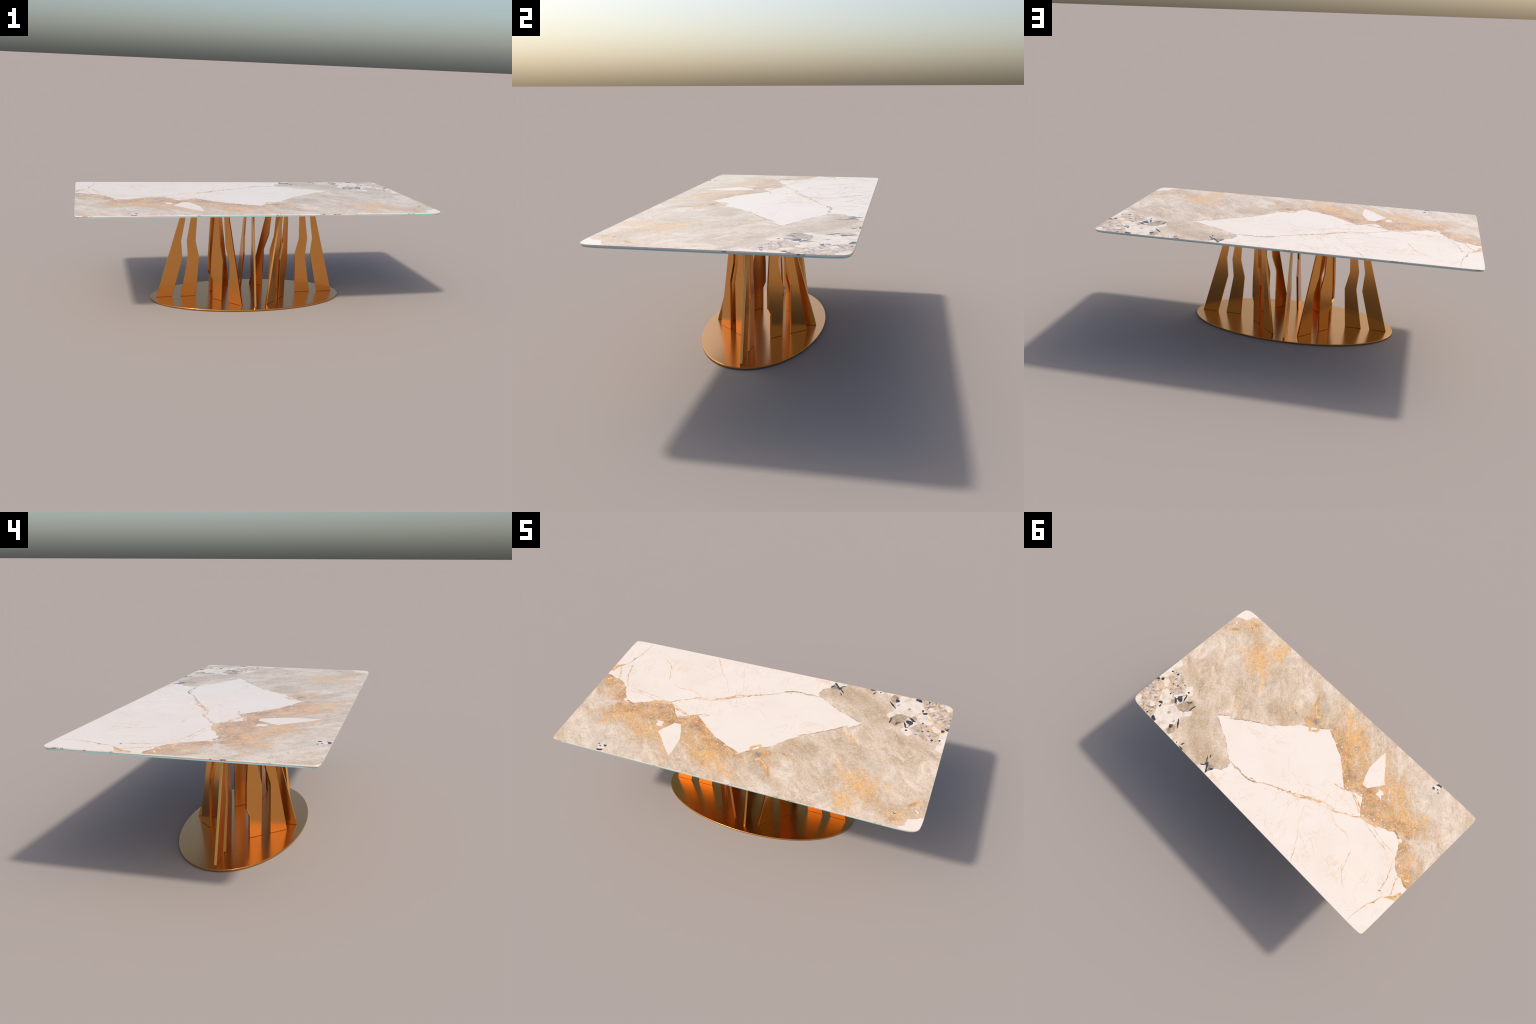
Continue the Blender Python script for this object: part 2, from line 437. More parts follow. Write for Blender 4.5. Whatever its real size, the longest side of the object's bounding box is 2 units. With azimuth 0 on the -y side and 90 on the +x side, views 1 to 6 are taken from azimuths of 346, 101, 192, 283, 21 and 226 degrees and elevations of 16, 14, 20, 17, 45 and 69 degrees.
def broken_edge(pts, amp, step=0.006, seed=0.0, closed=True):
    """subdivide an outline and roughen it like a fractured stone edge"""
    out = []
    n = len(pts)
    for i in range(n if closed else n - 1):
        a, b = Vector((*pts[i], 0)), Vector((*pts[(i + 1) % n], 0))
        k = max(1, int((b - a).length / step))
        for j in range(k):
            p = a.lerp(b, j / k)
            w = noise.fractal(Vector((p.x * 28 + seed, p.y * 28, seed)), 0.8, 2.0, 4)
            w2 = noise.fractal(Vector((p.x * 28, p.y * 28 + seed, seed + 9)), 0.8, 2.0, 4)
            slow = 1.3 * amp if amp < 0.0075 else 0.0
            w += slow / amp * noise.noise(Vector((p.x * 9 + seed, p.y * 9, 2.0)))
            w2 += slow / amp * noise.noise(Vector((p.x * 9, p.y * 9 + seed, 5.0)))
            out.append((p.x + amp * w, p.y + amp * w2))
    if not closed:
        out.append(pts[-1])
    return out


# ------------------------------------------------------------------ build: root, slab, glass
table = bpy.data.objects.new('dining_table', None)
SCENE.collection.objects.link(table)
table['label'] = 'marble dining table on crooked copper blades and oval plate'
table['category'] = 'table'

bm = prism(OUTLINE, Z_SEAM, Z_TOP, 0.0009)
for f in bm.faces:
    f.material_index = 0 if f.normal.z > 0.9 else 1
me = to_mesh(bm, 'marble_top')
slab = link('marble_top', me, table, [BEIGE, EDGE])
smooth_by_angle(me, 40)

bm = prism(top_outline(0.0012, 0.004), Z_UNDER, Z_SEAM, 0.0008)
me = to_mesh(bm, 'glass_sheet')
link('glass_sheet', me, table, [GLASS])
smooth_by_angle(me, 40)

# ------------------------------------------------------------------ build: inlaid stone pieces
SEED = [0.0]
LIFT = 0.3            # inlays are all but flush


def next_level(count=[0]):
    """a micron-size step so that no two inlays ever share a plane"""
    count[0] += 1
    return count[0] * 9e-7



def patch(name, pts, mat, lift, amp=0.004, step=0.006):
    SEED[0] += 3.7
    lift = lift * LIFT + next_level()
    poly = clip_to_top(broken_edge(pts, amp, step, SEED[0]))
    if len(poly) < 3:
        return None
    me = to_mesh(prism(poly, Z_TOP - 0.0004, Z_TOP + lift), name)
    return link(name, me, slab, [mat])


def ribbon_bm(bm, pts, width, lift, wobble=0.006, gaps=0.0, taper=True, n=10):
    """a vein: a strip of uneven width along a crooked path"""
    SEED[0] += 2.3
    lift = lift * LIFT + next_level()
    s = SEED[0]
    path = spline(pts, n)
    L = len(path)
    prev = None
    for i, (x, y) in enumerate(path):
        t = i / (L - 1)
        d = Vector((path[min(i + 1, L - 1)][0] - path[max(i - 1, 0)][0], path[min(i + 1, L - 1)][1] - path[max(i - 1, 0)][1], 0))
        if d.length < 1e-9:
            continue
        d.normalize()
        nrm = Vector((-d.y, d.x, 0))
        p = Vector((x, y, 0)) + nrm * wobble * noise.fractal(Vector((x * 22 + s, y * 22, s)), 0.9, 2.0, 4)
        w = width * (0.55 + 0.75 * noise.noise(Vector((x * 40 + s, y * 40, 4.0))))
        w += width * 0.5 * max(0.0, noise.noise(Vector((x * 13, y * 13 + s, 8.0))))
        if taper:
            w *= min(1.0, 6 * t + 0.15, 6 * (1 - t) + 0.15)
        hole = gaps and noise.noise(Vector((x * 30 + s, y * 30, 1.0))) < gaps - 0.6
        if abs(p.x) > 0.9965 or abs(p.y) > HALF_W - 0.0035:
            prev = None
            continue
        w = max(w, width * 0.16)
        a, b = p + nrm * w / 2, p - nrm * w / 2
        z1, z0 = Z_TOP + lift, Z_TOP - 0.0004
        cur = [bm.verts.new((a.x, a.y, z1)), bm.verts.new((b.x, b.y, z1)), bm.verts.new((b.x, b.y, z0)), bm.verts.new((a.x, a.y, z0))]
        if prev and not hole:
            for k in range(4):
                bm.faces.new((prev[k], prev[(k + 1) % 4], cur[(k + 1) % 4], cur[k]))
        prev = cur


def vein(pts, mat, width, lift=0.0008, **kw):
    bm = bmesh.new()
    ribbon_bm(bm, pts, width, lift, **kw)
    bmesh.ops.delete(bm, geom=[v for v in bm.verts if not v.link_faces], context='VERTS')
    bmesh.ops.recalc_face_normals(bm, faces=bm.faces)
    return link('vein', to_mesh(bm, 'vein'), slab, [mat])


# the great white field: a long bank along the +y side with a leaf-shaped lobe
WHITE_FIELD = [(0.33, 0.52), (0.317, 0.481), (0.300, 0.451), (0.296, 0.428), (0.256, 0.397), (0.245, 0.356), (0.251, 0.325),
               (0.328, 0.292), (0.382, 0.251), (0.446, 0.219), (0.539, 0.173), (0.486, 0.125), (0.474, 0.136), (0.373, 0.052),
               (0.270, -0.013), (0.186, -0.096), (0.128, -0.171), (0.098, -0.180), (0.048, -0.224), (-0.002, -0.260),
               (-0.086, -0.229), (-0.169, -0.185), (-0.249, -0.125), (-0.322, -0.060), (-0.331, -0.052), (-0.395, -0.077),
               (-0.447, -0.095), (-0.474, -0.056), (-0.521, 0.003), (-0.595, -0.012), (-0.647, -0.044), (-0.718, -0.077),
               (-0.781, -0.055), (-0.834, 0.031), (-0.870, 0.069), (-0.920, 0.101), (-0.938, 0.093), (-0.973, 0.110),
               (-1.03, 0.131), (-1.03, 0.52)]
patch('white_marble_field', WHITE_FIELD, WHITE, 0.0004, 0.0052, 0.004)
patch('white_marble_shard', [(-0.341, -0.403), (-0.387, -0.355), (-0.456, -0.272), (-0.483, -0.248), (-0.458, -0.209), (-0.425, -0.156),
                             (-0.389, -0.153), (-0.360, -0.211), (-0.341, -0.275), (-0.339, -0.321)], WHITE, 0.0004, 0.002)
patch('white_marble_shard', [(-0.486, -0.163), (-0.480, -0.202), (-0.498, -0.205), (-0.520, -0.199), (-0.512, -0.185), (-0.535, -0.150),
                             (-0.515, -0.164)], WHITE, 0.0004, 0.006, 0.003)
patch('white_marble_shard', [(1.03, -0.387), (0.983, -0.391), (0.969, -0.406), (0.956, -0.409), (0.941, -0.418), (0.926, -0.421), (0.925, -0.432),
                             (0.918, -0.448), (0.922, -0.460), (0.916, -0.469), (0.893, -0.479), (0.885, -0.52), (1.03, -0.52)], WHITE, 0.0004, 0.003)
patch('white_marble_shard', [(0.965, -0.372), (0.972, -0.367), (0.962, -0.352), (0.948, -0.345), (0.951, -0.353), (0.960, -0.361)], WHITE, 0.0004, 0.002, 0.004)
patch('white_marble_shard', [(-0.760, -0.058), (-0.785, -0.052), (-0.790, -0.068), (-0.772, -0.074)], WHITE, 0.0006, 0.003, 0.004)

# thin weathered rim on the beige side of the white field (mostly hidden under it)
def rim(pts, mat, width):
    bm = bmesh.new()
    ribbon_bm(bm, pts, width, 0.00025, wobble=0.003, gaps=0.35, taper=False, n=8)
    bmesh.ops.delete(bm, geom=[v for v in bm.verts if not v.link_faces], context='VERTS')
    bmesh.ops.recalc_face_normals(bm, faces=bm.faces)
    link('weathered_rim', to_mesh(bm, 'weathered_rim'), slab, [mat])


rim(WHITE_FIELD[6:12], UMBER, 0.009)
rim(WHITE_FIELD[12:18], UMBER, 0.010)
rim(WHITE_FIELD[18:25], RUST_RIM, 0.015)
rim(WHITE_FIELD[24:30], RUST_RIM, 0.014)
rim(WHITE_FIELD[29:39], RUST_RIM, 0.015)
rim(WHITE_FIELD[1:7], UMBER, 0.011)

# speckled granite corner (+x, +y) and the clasts that float in it
patch('granite_patch', [(1.03, 0.272), (0.98, 0.262), (0.950, 0.267), (0.913, 0.308), (0.886, 0.357), (0.864, 0.385), (0.838, 0.422), (0.825, 0.468), (0.825, 0.52), (1.03, 0.52)],
      GRANITE, 0.0003, 0.004)
patch('granite_patch', [(0.962, 0.215), (0.955, 0.165), (0.925, 0.140), (0.902, 0.149), (0.860, 0.180), (0.829, 0.185), (0.800, 0.225), (0.800, 0.262), (0.861, 0.285), (0.905, 0.275)],
      GRANITE, 0.0003, 0.005)
patch('pale_clast', [(0.955, 0.273), (0.961, 0.252), (0.941, 0.236), (0.918, 0.246), (0.910, 0.273), (0.928, 0.291)], CLAST, 0.0006, 0.008, 0.004)
patch('pale_clast', [(0.915, 0.312), (0.900, 0.292), (0.879, 0.284), (0.843, 0.290), (0.812, 0.320), (0.822, 0.345), (0.842, 0.388), (0.879, 0.366)], CLAST, 0.0006, 0.008, 0.004)
patch('pale_clast', [(0.822, 0.456), (0.845, 0.405), (0.815, 0.359), (0.786, 0.321), (0.734, 0.324), (0.704, 0.296), (0.672, 0.279), (0.655, 0.306), (0.694, 0.352), (0.683, 0.397),
                     (0.696, 0.440), (0.686, 0.52), (0.800, 0.52)], CLAST, 0.0005, 0.008, 0.004)
patch('pale_clast', [(1.03, 0.075), (0.985, 0.083), (0.960, 0.108), (0.970, 0.155), (0.962, 0.189), (0.975, 0.236), (0.985, 0.262), (1.03, 0.272)], CLAST, 0.0005, 0.008, 0.004)
patch('pale_clast', [(0.837, 0.278), (0.793, 0.231), (0.822, 0.190), (0.800, 0.160), (0.758, 0.193), (0.762, 0.237), (0.763, 0.278), (0.797, 0.301)], CLAST, 0.0005, 0.008, 0.004)
patch('pale_clast', [(0.999, 0.470), (0.992, 0.441), (0.969, 0.427), (0.948, 0.449), (0.944, 0.495), (1.0, 0.50)], CLAST, 0.0006, 0.008, 0.004)
patch('pale_clast', [(0.890, 0.435), (0.905, 0.415), (0.880, 0.400), (0.860, 0.415), (0.866, 0.440)], CLAST, 0.0005, 0.008, 0.004)
patch('pale_clast', [(0.667, 0.51), (0.661, 0.472), (0.647, 0.463), (0.625, 0.478), (0.600, 0.51)], CLAST, 0.0005, 0.008, 0.004)
patch('pale_clast', [(0.599, 0.485), (0.571, 0.459), (0.565, 0.486)], CLAST, 0.0005, 0.003, 0.004)
patch('pale_clast', [(0.400, 0.51), (0.372, 0.466), (0.348, 0.449), (0.342, 0.438), (0.322, 0.463), (0.320, 0.51)], CLAST, 0.0006, 0.008, 0.004)
patch('pale_clast', [(-0.685, -0.455), (-0.702, -0.490), (-0.728, -0.485), (-0.732, -0.449), (-0.709, -0.434)], CLAST, 0.0005, 0.004, 0.004)
patch('umber_clast', [(0.775, 0.318), (0.758, 0.268), (0.727, 0.222), (0.690, 0.238), (0.682, 0.283), (0.704, 0.320), (0.740, 0.330)], UMBER, 0.0006, 0.004)
patch('umber_clast', [(0.826, 0.313), (0.810, 0.292), (0.785, 0.310), (0.808, 0.342)], UMBER, 0.0007, 0.003, 0.004)
patch('umber_clast', [(0.775, 0.385), (0.765, 0.372), (0.752, 0.380), (0.762, 0.398)], UMBER, 0.0007, 0.002, 0.004)
patch('umber_clast', [(0.686, 0.470), (0.690, 0.425), (0.665, 0.420), (0.645, 0.450), (0.655, 0.478)], UMBER, 0.0006, 0.005)
patch('slate_clast', [(0.339, 0.439), (0.328, 0.425), (0.309, 0.418), (0.291, 0.430), (0.303, 0.460), (0.306, 0.473)], SLATE, 0.0006, 0.003, 0.004)
patch('slate_clast', [(0.119, -0.244), (0.095, -0.262), (0.073, -0.248), (0.079, -0.221), (0.104, -0.222)], SLATE, 0.0006, 0.003, 0.004)
patch('slate_clast', [(-0.112, 0.205), (-0.122, 0.188), (-0.132, 0.190), (-0.124, 0.210)], SLATE, 0.0009, 0.002, 0.004)

# black mineral grains: compact ones as small outlines, needles as tapered strips
for grain in ([(1.0, 0.302), (1.0, 0.266), (0.981, 0.274)], [(0.983, 0.262), (0.980, 0.245), (0.967, 0.243), (0.961, 0.261), (0.972, 0.268)],
              [(0.865, 0.384), (0.860, 0.368), (0.845, 0.363), (0.835, 0.376), (0.848, 0.382)], [(0.845, 0.403), (0.843, 0.387), (0.832, 0.385), (0.832, 0.400)],
              [(0.819, 0.480), (0.822, 0.465), (0.803, 0.466), (0.785, 0.473), (0.786, 0.500), (0.800, 0.500)],
              [(0.825, 0.290), (0.806, 0.283), (0.784, 0.301), (0.770, 0.322), (0.797, 0.310)],
              [(0.792, 0.292), (0.797, 0.266), (0.786, 0.259), (0.770, 0.274), (0.772, 0.290)],
              [(0.677, 0.462), (0.688, 0.436), (0.680, 0.414), (0.672, 0.436)], [(0.584, 0.481), (0.588, 0.474), (0.580, 0.472), (0.577, 0.479)],
              [(-0.692, -0.474), (-0.700, -0.489), (-0.726, -0.489), (-0.731, -0.474), (-0.712, -0.477)], [(-0.720, -0.462), (-0.728, -0.458), (-0.724, -0.450), (-0.716, -0.454)],
              [(-0.690, -0.450), (-0.700, -0.447), (-0.706, -0.437), (-0.694, -0.434), (-0.688, -0.442)], [(-0.728, -0.448), (-0.737, -0.446), (-0.733, -0.438)],
              [(0.706, 0.409), (0.698, 0.400), (0.694, 0.392), (0.701, 0.396)], [(0.866, 0.292), (0.860, 0.284), (0.854, 0.288), (0.858, 0.297)],
              [(0.905, 0.236), (0.899, 0.228), (0.893, 0.234), (0.899, 0.241)], [(0.874, 0.222), (0.868, 0.214), (0.862, 0.221), (0.868, 0.228)],
              [(0.934, 0.172), (0.928, 0.160), (0.919, 0.168), (0.926, 0.178)], [(0.975, 0.182), (0.970, 0.172), (0.963, 0.178), (0.968, 0.188)],
              [(0.789, 0.205), (0.782, 0.196), (0.774, 0.203), (0.781, 0.212)], [(0.865, 0.482), (0.858, 0.472), (0.850, 0.478), (0.856, 0.488)]):
    patch('black_mineral', grain, BLACK, 0.0009, 0.0045, 0.0025)


def needle(pts, width):
    bm = bmesh.new()
    ribbon_bm(bm, pts, width * 1.35, 0.001, wobble=0.0015, n=6)
    bmesh.ops.recalc_face_normals(bm, faces=bm.faces)
    link('black_mineral', to_mesh(bm, 'black_mineral'), slab, [BLACK])


needle([(0.742, 0.256), (0.726, 0.249), (0.719, 0.231)], 0.008)
needle([(0.682, 0.284), (0.687, 0.262), (0.683, 0.233)], 0.008)
needle([(0.692, 0.364), (0.669, 0.390), (0.645, 0.418)], 0.009)
needle([(0.792, 0.256), (0.788, 0.235), (0.777, 0.226), (0.768, 0.247), (0.758, 0.274)], 0.008)
needle([(0.551, 0.472), (0.541, 0.448)], 0.008)
needle([(0.550, 0.4845), (0.515, 0.4860)], 0.007)
needle([(0.382, 0.398), (0.361, 0.425), (0.344, 0.438), (0.323, 0.463), (0.306, 0.480)], 0.013)
needle([(0.374, 0.470), (0.350, 0.450), (0.349, 0.432)], 0.008)
needle([(0.373, 0.378), (0.361, 0.400)], 0.006)
needle([(0.313, 0.453), (0.294, 0.432)], 0.010)
needle([(0.868, -0.401), (0.859, -0.404), (0.850, -0.396)], 0.005)

# veins across the white field
vein([(0.256, 0.326), (0.190, 0.323), (0.150, 0.328), (0.084, 0.316), (0.030, 0.283)], VEIN_GREY, 0.015)
vein([(0.030, 0.283), (-0.020, 0.247), (-0.082, 0.222), (-0.128, 0.202), (-0.171, 0.191)], VEIN_RUST, 0.011)
vein([(-0.110, 0.205), (-0.171, 0.191), (-0.216, 0.150), (-0.263, 0.122), (-0.303, 0.098), (-0.340, 0.092)], VEIN_RUST, 0.021)
vein([(-0.128, 0.196), (-0.185, 0.168), (-0.230, 0.146), (-0.300, 0.104)], ORANGE, 0.013, lift=0.0007, wobble=0.012)
vein([(-0.330, 0.092), (-0.386, 0.090), (-0.435, 0.060), (-0.485, 0.035), (-0.526, 0.003), (-0.563, -0.002)], VEIN_RUST, 0.011)
vein([(-0.544, 0.0), (-0.637, 0.021), (-0.696, 0.029), (-0.766, 0.038)], VEIN_RUST, 0.006)
vein([(-0.594, -0.013), (-0.673, 0.005), (-0.735, 0.016), (-0.819, 0.020)], VEIN_RUST, 0.0045)
vein([(-0.313, 0.092), (-0.381, 0.101), (-0.433, 0.137), (-0.493, 0.140), (-0.540, 0.134), (-0.562, 0.145), (-0.593, 0.167)], VEIN_FAINT, 0.009)
vein([(-0.622, 0.175), (-0.641, 0.226), (-0.658, 0.274), (-0.669, 0.305), (-0.723, 0.354), (-0.756, 0.372)], VEIN_RUST, 0.0045)
vein([(-0.298, 0.166), (-0.255, 0.188), (-0.268, 0.232), (-0.300, 0.289), (-0.359, 0.361), (-0.396, 0.421), (-0.424, 0.468)], VEIN_FAINT, 0.006)
vein([(-0.390, 0.410), (-0.410, 0.445), (-0.428, 0.484)], ORANGE, 0.006)
vein([(0.043, 0.044), (-0.001, 0.082), (-0.064, 0.099), (-0.140, 0.119), (-0.191, 0.094)], VEIN_FAINT, 0.0045)
vein([(-0.001, 0.082), (-0.044, 0.132), (-0.099, 0.169)], VEIN_FAINT, 0.004)
vein([(-0.126, 0.210), (-0.073, 0.255), (-0.100, 0.290), (-0.098, 0.350), (-0.108, 0.380)], VEIN_FAINT, 0.005)
vein([(0.000, 0.300), (-0.040, 0.272), (-0.073, 0.255)], VEIN_FAINT, 0.004)
vein([(-0.169, 0.199), (-0.183, 0.254), (-0.209, 0.330), (-0.228, 0.400)], VEIN_FAINT, 0.004)
vein([(-0.881, 0.4870), (-0.888, 0.424), (-0.897, 0.353), (-0.916, 0.311), (-0.926, 0.269), (-0.943, 0.236)], VEIN_RUST, 0.006)
vein([(-0.943, 0.236), (-0.899, 0.230), (-0.889, 0.199), (-0.878, 0.146), (-0.853, 0.098), (-0.837, 0.061), (-0.829, 0.025)], VEIN_RUST, 0.0055)
vein([(-0.958, 0.220), (-0.943, 0.173), (-0.918, 0.125), (-0.918, 0.104)], ORANGE, 0.008)
vein([(-0.368, -0.072), (-0.433, -0.060), (-0.477, -0.037), (-0.522, -0.004)], ORANGE, 0.012)
vein([(-0.395, -0.060), (-0.440, -0.040), (-0.500, -0.012)], VEIN_RUST, 0.006)
vein([(-0.268, -0.030), (-0.310, -0.045), (-0.355, -0.064)], VEIN_RUST, 0.012)
vein([(-0.307, -0.036), (-0.297, 0.028), (-0.310, 0.084)], VEIN_FAINT, 0.005)
vein([(-0.545, 0.003), (-0.610, -0.014), (-0.658, -0.049), (-0.712, -0.072)], ORANGE, 0.019)
vein([(-0.775, -0.058), (-0.800, -0.030), (-0.834, 0.028), (-0.870, 0.066), (-0.920, 0.098)], VEIN_RUST, 0.008)
patch('ochre_patch', [(-0.938, 0.243), (-0.968, 0.209), (-0.990, 0.150), (-1.02, 0.160), (-1.02, 0.195), (-0.995, 0.219), (-0.967, 0.231)], ORANGE, 0.0007, 0.006, 0.004)
patch('slate_clast', [(-0.912, 0.318), (-0.922, 0.310), (-0.929, 0.298), (-0.916, 0.302)], SLATE, 0.001, 0.003, 0.004)
patch('slate_clast', [(-0.982, 0.203), (-0.990, 0.192), (-0.984, 0.186), (-0.976, 0.196)], SLATE, 0.001, 0.002, 0.004)
patch('slate_clast', [(-0.888, 0.240), (-0.902, 0.236), (-0.905, 0.225), (-0.893, 0.229)], SLATE, 0.001, 0.002, 0.004)
# white chips broken off along the stained border
chip_rng = random.Random(11)
for i in range(19, 38):
    ax, ay = WHITE_FIELD[i]
    bx, by = WHITE_FIELD[i + 1]
    for _ in range(2):
        t = chip_rng.random()
        ln = math.hypot(bx - ax, by - ay)
        off = abs(chip_rng.gauss(0.012, 0.012)) + 0.004
        x = ax + (bx - ax) * t + (by - ay) / ln * off * -1
        y = ay + (by - ay) * t - (bx - ax) / ln * off * -1
        r = chip_rng.uniform(0.002, 0.0055)
        a0 = chip_rng.uniform(0, 6.28)
        if abs(x) < 0.98:
            patch('white_marble_chip', [(x + r * chip_rng.uniform(0.5, 1.4) * math.cos(a0 + k * 1.256), y + r * chip_rng.uniform(0.5, 1.4) * math.sin(a0 + k * 1.256)) for k in range(5)],
                  WHITE, 0.0006, 0.002, 0.003)
# ragged black knots in the corner
patch('black_mineral', [(0.800, 0.292), (0.806, 0.270), (0.793, 0.252), (0.782, 0.262), (0.786, 0.280)], BLACK, 0.0009, 0.010, 0.003)
patch('black_mineral', [(0.690, 0.452), (0.698, 0.436), (0.690, 0.420), (0.676, 0.434)], BLACK, 0.0009, 0.010, 0.003)
patch('black_mineral', [(0.360, 0.436), (0.350, 0.420), (0.334, 0.440), (0.326, 0.462), (0.338, 0.452)], BLACK, 0.0009, 0.008, 0.003)
# ochre bands round the clasts of the granite corner, and an ochre loop on the lobe
vein([(0.990, 0.262), (0.962, 0.235), (0.950, 0.205), (0.962, 0.172)], ORANGE, 0.010)
vein([(0.965, 0.285), (0.925, 0.302), (0.910, 0.320), (0.895, 0.352), (0.866, 0.392), (0.845, 0.430), (0.836, 0.466)], ORANGE, 0.011)
vein([(0.925, 0.238), (0.903, 0.258), (0.890, 0.280), (0.862, 0.283)], ORANGE, 0.009)
vein([(0.965, 0.240), (0.940, 0.231), (0.915, 0.240), (0.905, 0.270), (0.920, 0.296)], ORANGE, 0.007, taper=False)
vein([(0.900, 0.410), (0.880, 0.395), (0.862, 0.405)], ORANGE, 0.007)
vein([(0.997, 0.425), (0.975, 0.415), (0.950, 0.425)], ORANGE, 0.006)
patch('ochre_patch', [(0.104, -0.184), (0.082, -0.164), (0.066, -0.172), (0.084, -0.186), (0.092, -0.200)], ORANGE, 0.0007, 0.008, 0.003)
patch('ochre_patch', [(0.066, -0.172), (0.040, -0.190), (0.040, -0.214), (0.052, -0.218), (0.056, -0.196), (0.074, -0.182)], ORANGE, 0.0007, 0.008, 0.003)
patch('ochre_patch', [(0.130, -0.238), (0.126, -0.270), (0.098, -0.284), (0.100, -0.272), (0.116, -0.258)], ORANGE, 0.0005, 0.010, 0.003)
patch('ochre_patch', [(0.068, -0.236), (0.050, -0.250), (0.062, -0.268), (0.074, -0.258)], ORANGE, 0.0005, 0.010, 0.003)

# ochre threads in the beige stone, along its bedding
for pts, w in (([(0.205, -0.375), (0.185, -0.345), (0.165, -0.325), (0.140, -0.290), (0.118, -0.272)], 0.010),
               ([(-0.075, -0.430), (-0.105, -0.385), (-0.118, -0.345), (-0.160, -0.300)], 0.006),
               ([(-0.150, -0.270), (-0.185, -0.215), (-0.235, -0.160), (-0.262, -0.120)], 0.007),
               ([(0.530, -0.215), (0.575, -0.262), (0.610, -0.330)], 0.007), ([(0.497, 0.075), (0.515, 0.045), (0.545, 0.000)], 0.007),
               ([(-0.445, -0.150), (-0.470, -0.110), (-0.490, -0.075)], 0.008), ([(-0.62, -0.13), (-0.66, -0.115), (-0.70, -0.125), (-0.74, -0.12)], 0.006),
               ([(-0.76, -0.08), (-0.78, -0.12), (-0.77, -0.17)], 0.006), ([(0.965, -0.305), (0.945, -0.325), (0.915, -0.335)], 0.006),
               ([(0.075, -0.285), (0.050, -0.262), (0.020, -0.262)], 0.007)):
    vein(pts, ORANGE, w, 0.0005, gaps=0.4, wobble=0.010)

# fragments strung along the main crack
frag = random.Random(5)
CRACK = spline([(0.256, 0.326), (0.150, 0.328), (0.030, 0.283), (-0.082, 0.222), (-0.171, 0.191), (-0.263, 0.122), (-0.340, 0.092), (-0.435, 0.060), (-0.526, 0.003)], 12)
for i in range(2, len(CRACK) - 2):
    if frag.random() < 0.34:
        x, y = CRACK[i]
        dx, dy = CRACK[i + 1][0] - CRACK[i - 1][0], CRACK[i + 1][1] - CRACK[i - 1][1]
        a0 = math.atan2(dy, dx)
        rx, ry = frag.uniform(0.004, 0.012), frag.uniform(0.002, 0.0045)
        x += frag.gauss(0, 0.005)
        y += frag.gauss(0, 0.005)
        patch('crack_fragment', [(x + rx * math.cos(t) * math.cos(a0) - ry * math.sin(t) * math.sin(a0), y + rx * math.cos(t) * math.sin(a0) + ry * math.sin(t) * math.cos(a0))
                                 for t in (0.0, 1.1, 2.2, 3.2, 4.1, 5.2)], frag.choice((VEIN_RUST, ORANGE, ORANGE, VEIN_FAINT)) if x < 0.1 else frag.choice((VEIN_GREY, UMBER)),
              0.0009, 0.005, 0.003)
# peach halo threads on both sides of the crack
for off in (0.012, -0.013):
    vein([(x, y + off) for x, y in CRACK[40:84:6]], VEIN_FAINT, 0.007, 0.0006, wobble=0.022, gaps=0.5)

# hairlines that branch off the veins of the white field
hair_mesh = bmesh.new()
rng = random.Random(21)


def grow(x, y, ang, length, width):
    pts = [(x, y)]
    for _ in range(4):
        ang += rng.uniform(-0.35, 0.35)
        x += math.cos(ang) * length / 4
        y += math.sin(ang) * length / 4
        pts.append((x, y))
    ribbon_bm(hair_mesh, pts, width, 0.0007, wobble=0.006, gaps=0.45, n=8)


for (ax, ay, bx, by, ang, count) in ((-0.10, 0.21, -0.30, 0.10, 110, 9), (-0.05, 0.24, -0.20, 0.16, 285, 5), (0.20, 0.33, 0.02, 0.29, 75, 5),
                                     (-0.26, 0.20, -0.40, 0.42, 170, 6), (-0.35, 0.10, -0.55, 0.14, 60, 5), (-0.60, -0.0, -0.80, 0.03, 80, 5),
                                     (-0.88, 0.42, -0.94, 0.26, 20, 4), (-0.30, 0.03, -0.12, 0.12, 200, 4), (-0.05, 0.36, -0.24, 0.44, 130, 6),
                                     (0.10, -0.12, 0.0, 0.05, 110, 2), (-0.44, 0.30, -0.60, 0.34, 140, 5), (0.15, 0.38, -0.10, 0.42, 60, 5),
                                     (-0.20, 0.30, -0.34, 0.44, 100, 8), (-0.15, 0.10, 0.02, 0.20, 230, 5), (-0.62, 0.10, -0.78, 0.05, 200, 4)):
    for i in range(int(count * 1.15)):
        t = rng.random()
        grow(ax + (bx - ax) * t, ay + (by - ay) * t, math.radians(ang + rng.uniform(-30, 30)), rng.uniform(0.05, 0.15), rng.uniform(0.0018, 0.0034))
bmesh.ops.delete(hair_mesh, geom=[v for v in hair_mesh.verts if not v.link_faces], context='VERTS')
bmesh.ops.recalc_face_normals(hair_mesh, faces=hair_mesh.faces)
hair = link('hairline_veins', to_mesh(hair_mesh, 'hairline_veins'), slab, [VEIN_FAINT])
hair['kind'] = 'stuff'

# ------------------------------------------------------------------ build: board under the glass
bm = prism([(sx * x, sy * y) for sx, sy, o in ((1, 1, 1), (-1, 1, -1), (-1, -1, 1), (1, -1, -1))
            for x, y in ([(0.758, 0.255), (0.753, 0.268), (0.740, 0.273)][::o])], Z_BOARD, Z_UNDER - 0.0002, 0.004)
me = to_mesh(bm, 'mounting_board')
link('mounting_board', me, table, [METAL])
smooth_by_angle(me, 40)

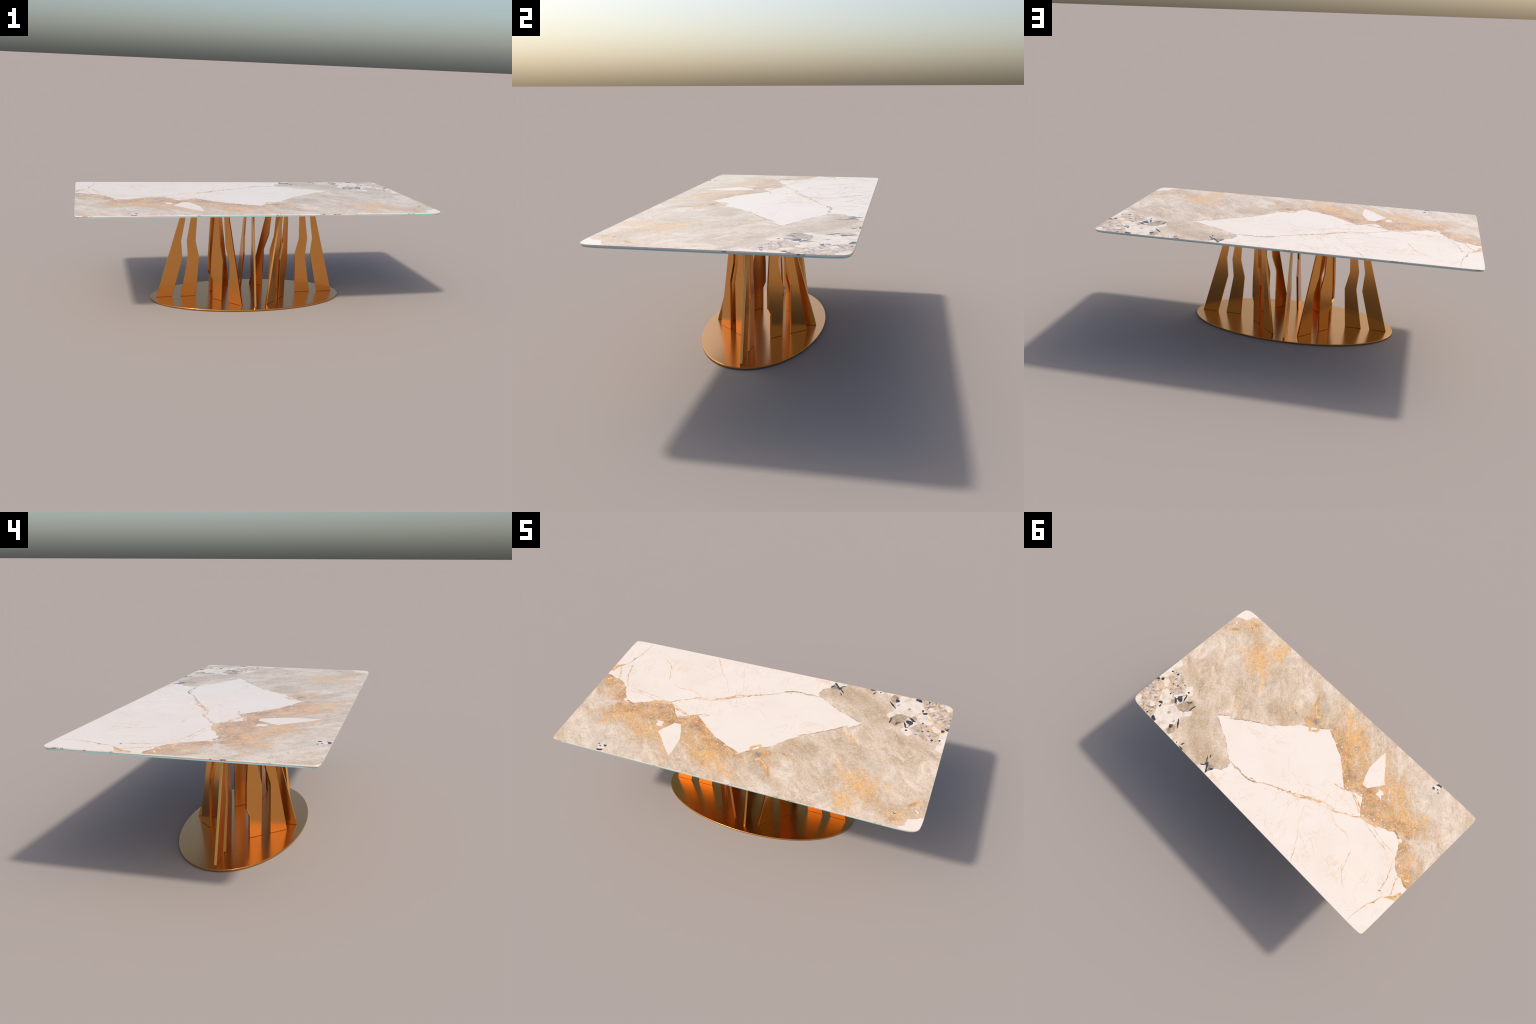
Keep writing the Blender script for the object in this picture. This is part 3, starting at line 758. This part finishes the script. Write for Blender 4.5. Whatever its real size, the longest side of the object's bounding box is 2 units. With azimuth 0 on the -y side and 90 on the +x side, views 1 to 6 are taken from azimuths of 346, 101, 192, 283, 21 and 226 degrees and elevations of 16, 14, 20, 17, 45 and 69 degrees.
# ------------------------------------------------------------------ build: floor plate
ellipse = [(PLATE_A * math.cos(2 * math.pi * i / 160), PLATE_B * math.sin(2 * math.pi * i / 160)) for i in range(160)]
me = to_mesh(prism(ellipse, 0.0, PLATE_T, 0.0016, 3), 'floor_plate')
link('floor_plate', me, table, [METAL])
smooth_by_angle(me, 40)

# ------------------------------------------------------------------ build: crooked blades
# Each profile is drawn in the plane of the blade: (distance along the plane, height).
FOOT, HEAD = PLATE_T + 0.0010, Z_UNDER - 0.0002      # heads are let into the board
OUTER = [(0.5480, FOOT), (0.3830, HEAD), (0.3625, HEAD), (0.3813, 0.4884), (0.4042, 0.3510), (0.3958, 0.2432), (0.4540, FOOT)]
INNER_BLADE = [(0.4045, FOOT), (0.3624, 0.2446), (0.3708, 0.3512), (0.3490, 0.4880), (0.3310, HEAD), (0.3085, HEAD), (0.3133, 0.4876), (0.3191, 0.3504), (0.2956, 0.2456), (0.3117, FOOT)]
SIDE_OUTER = [(0.0985, FOOT), (-0.0300, HEAD), (-0.0515, HEAD), (-0.0275, 0.3450), (0.0040, 0.2510), (0.0052, FOOT)]
SIDE_INNER = [(-0.0450, FOOT), (-0.0420, 0.2530), (-0.0670, 0.3510), (-0.0820, HEAD), (-0.1035, HEAD), (-0.1250, 0.2550), (-0.1250, 0.1520), (-0.1090, 0.1210), (-0.1087, FOOT)]


def blade_mesh(profile, shift=0.0):
    bm = bmesh.new()
    front = bm.faces.new([bm.verts.new((s - shift, -BLADE_T / 2, z)) for s, z in profile])
    ext = bmesh.ops.extrude_face_region(bm, geom=[front])
    bmesh.ops.translate(bm, verts=[v for v in ext['geom'] if isinstance(v, bmesh.types.BMVert)], vec=(0, BLADE_T, 0))
    bmesh.ops.recalc_face_normals(bm, faces=bm.faces)
    bmesh.ops.bevel(bm, geom=[e for e in bm.edges], offset=0.0010, segments=2, profile=0.5, affect='EDGES')
    # hidden tenon that carries the blade down into the floor plate, leaving a fine shadow gap
    feet = [s - shift for s, z in profile if z == FOOT]
    lo, hi = min(feet) + 0.004, max(feet) - 0.004
    made = bmesh.ops.create_cube(bm, size=1.0)['verts']
    bmesh.ops.scale(bm, verts=made, vec=(hi - lo, BLADE_T - 0.006, 0.006))
    bmesh.ops.translate(bm, verts=made, vec=((lo + hi) / 2, 0, FOOT))
    return to_mesh(bm, 'leg_blade')


M_OUTER, M_INNER = blade_mesh(OUTER), blade_mesh(INNER_BLADE)
M_FRONT = blade_mesh(OUTER, 0.298)
M_SIDE_OUT, M_SIDE_IN = blade_mesh(SIDE_OUTER), blade_mesh(SIDE_INNER)
D_SIDE = 0.1990          # distance of the four oblique planes from the axis


def stand(mesh, x, y, deg):
    ob = link('leg_blade', mesh, table, [METAL])
    ob.location = (x, y, 0)
    ob.rotation_euler = (0, 0, math.radians(deg))


for m in (M_OUTER, M_INNER):
    stand(m, 0, 0, 0)
    stand(m, 0, 0, 180)
for deg in (90, -90):
    stand(M_FRONT, 0, 0, deg)
q = D_SIDE / math.sqrt(2)
for m in (M_SIDE_OUT, M_SIDE_IN):
    stand(m, -q, -q, -45)        # both ends of each oblique pair point to the nearer long side
    stand(m, q, -q, -135)
    stand(m, q, q, 135)
    stand(m, -q, q, 45)
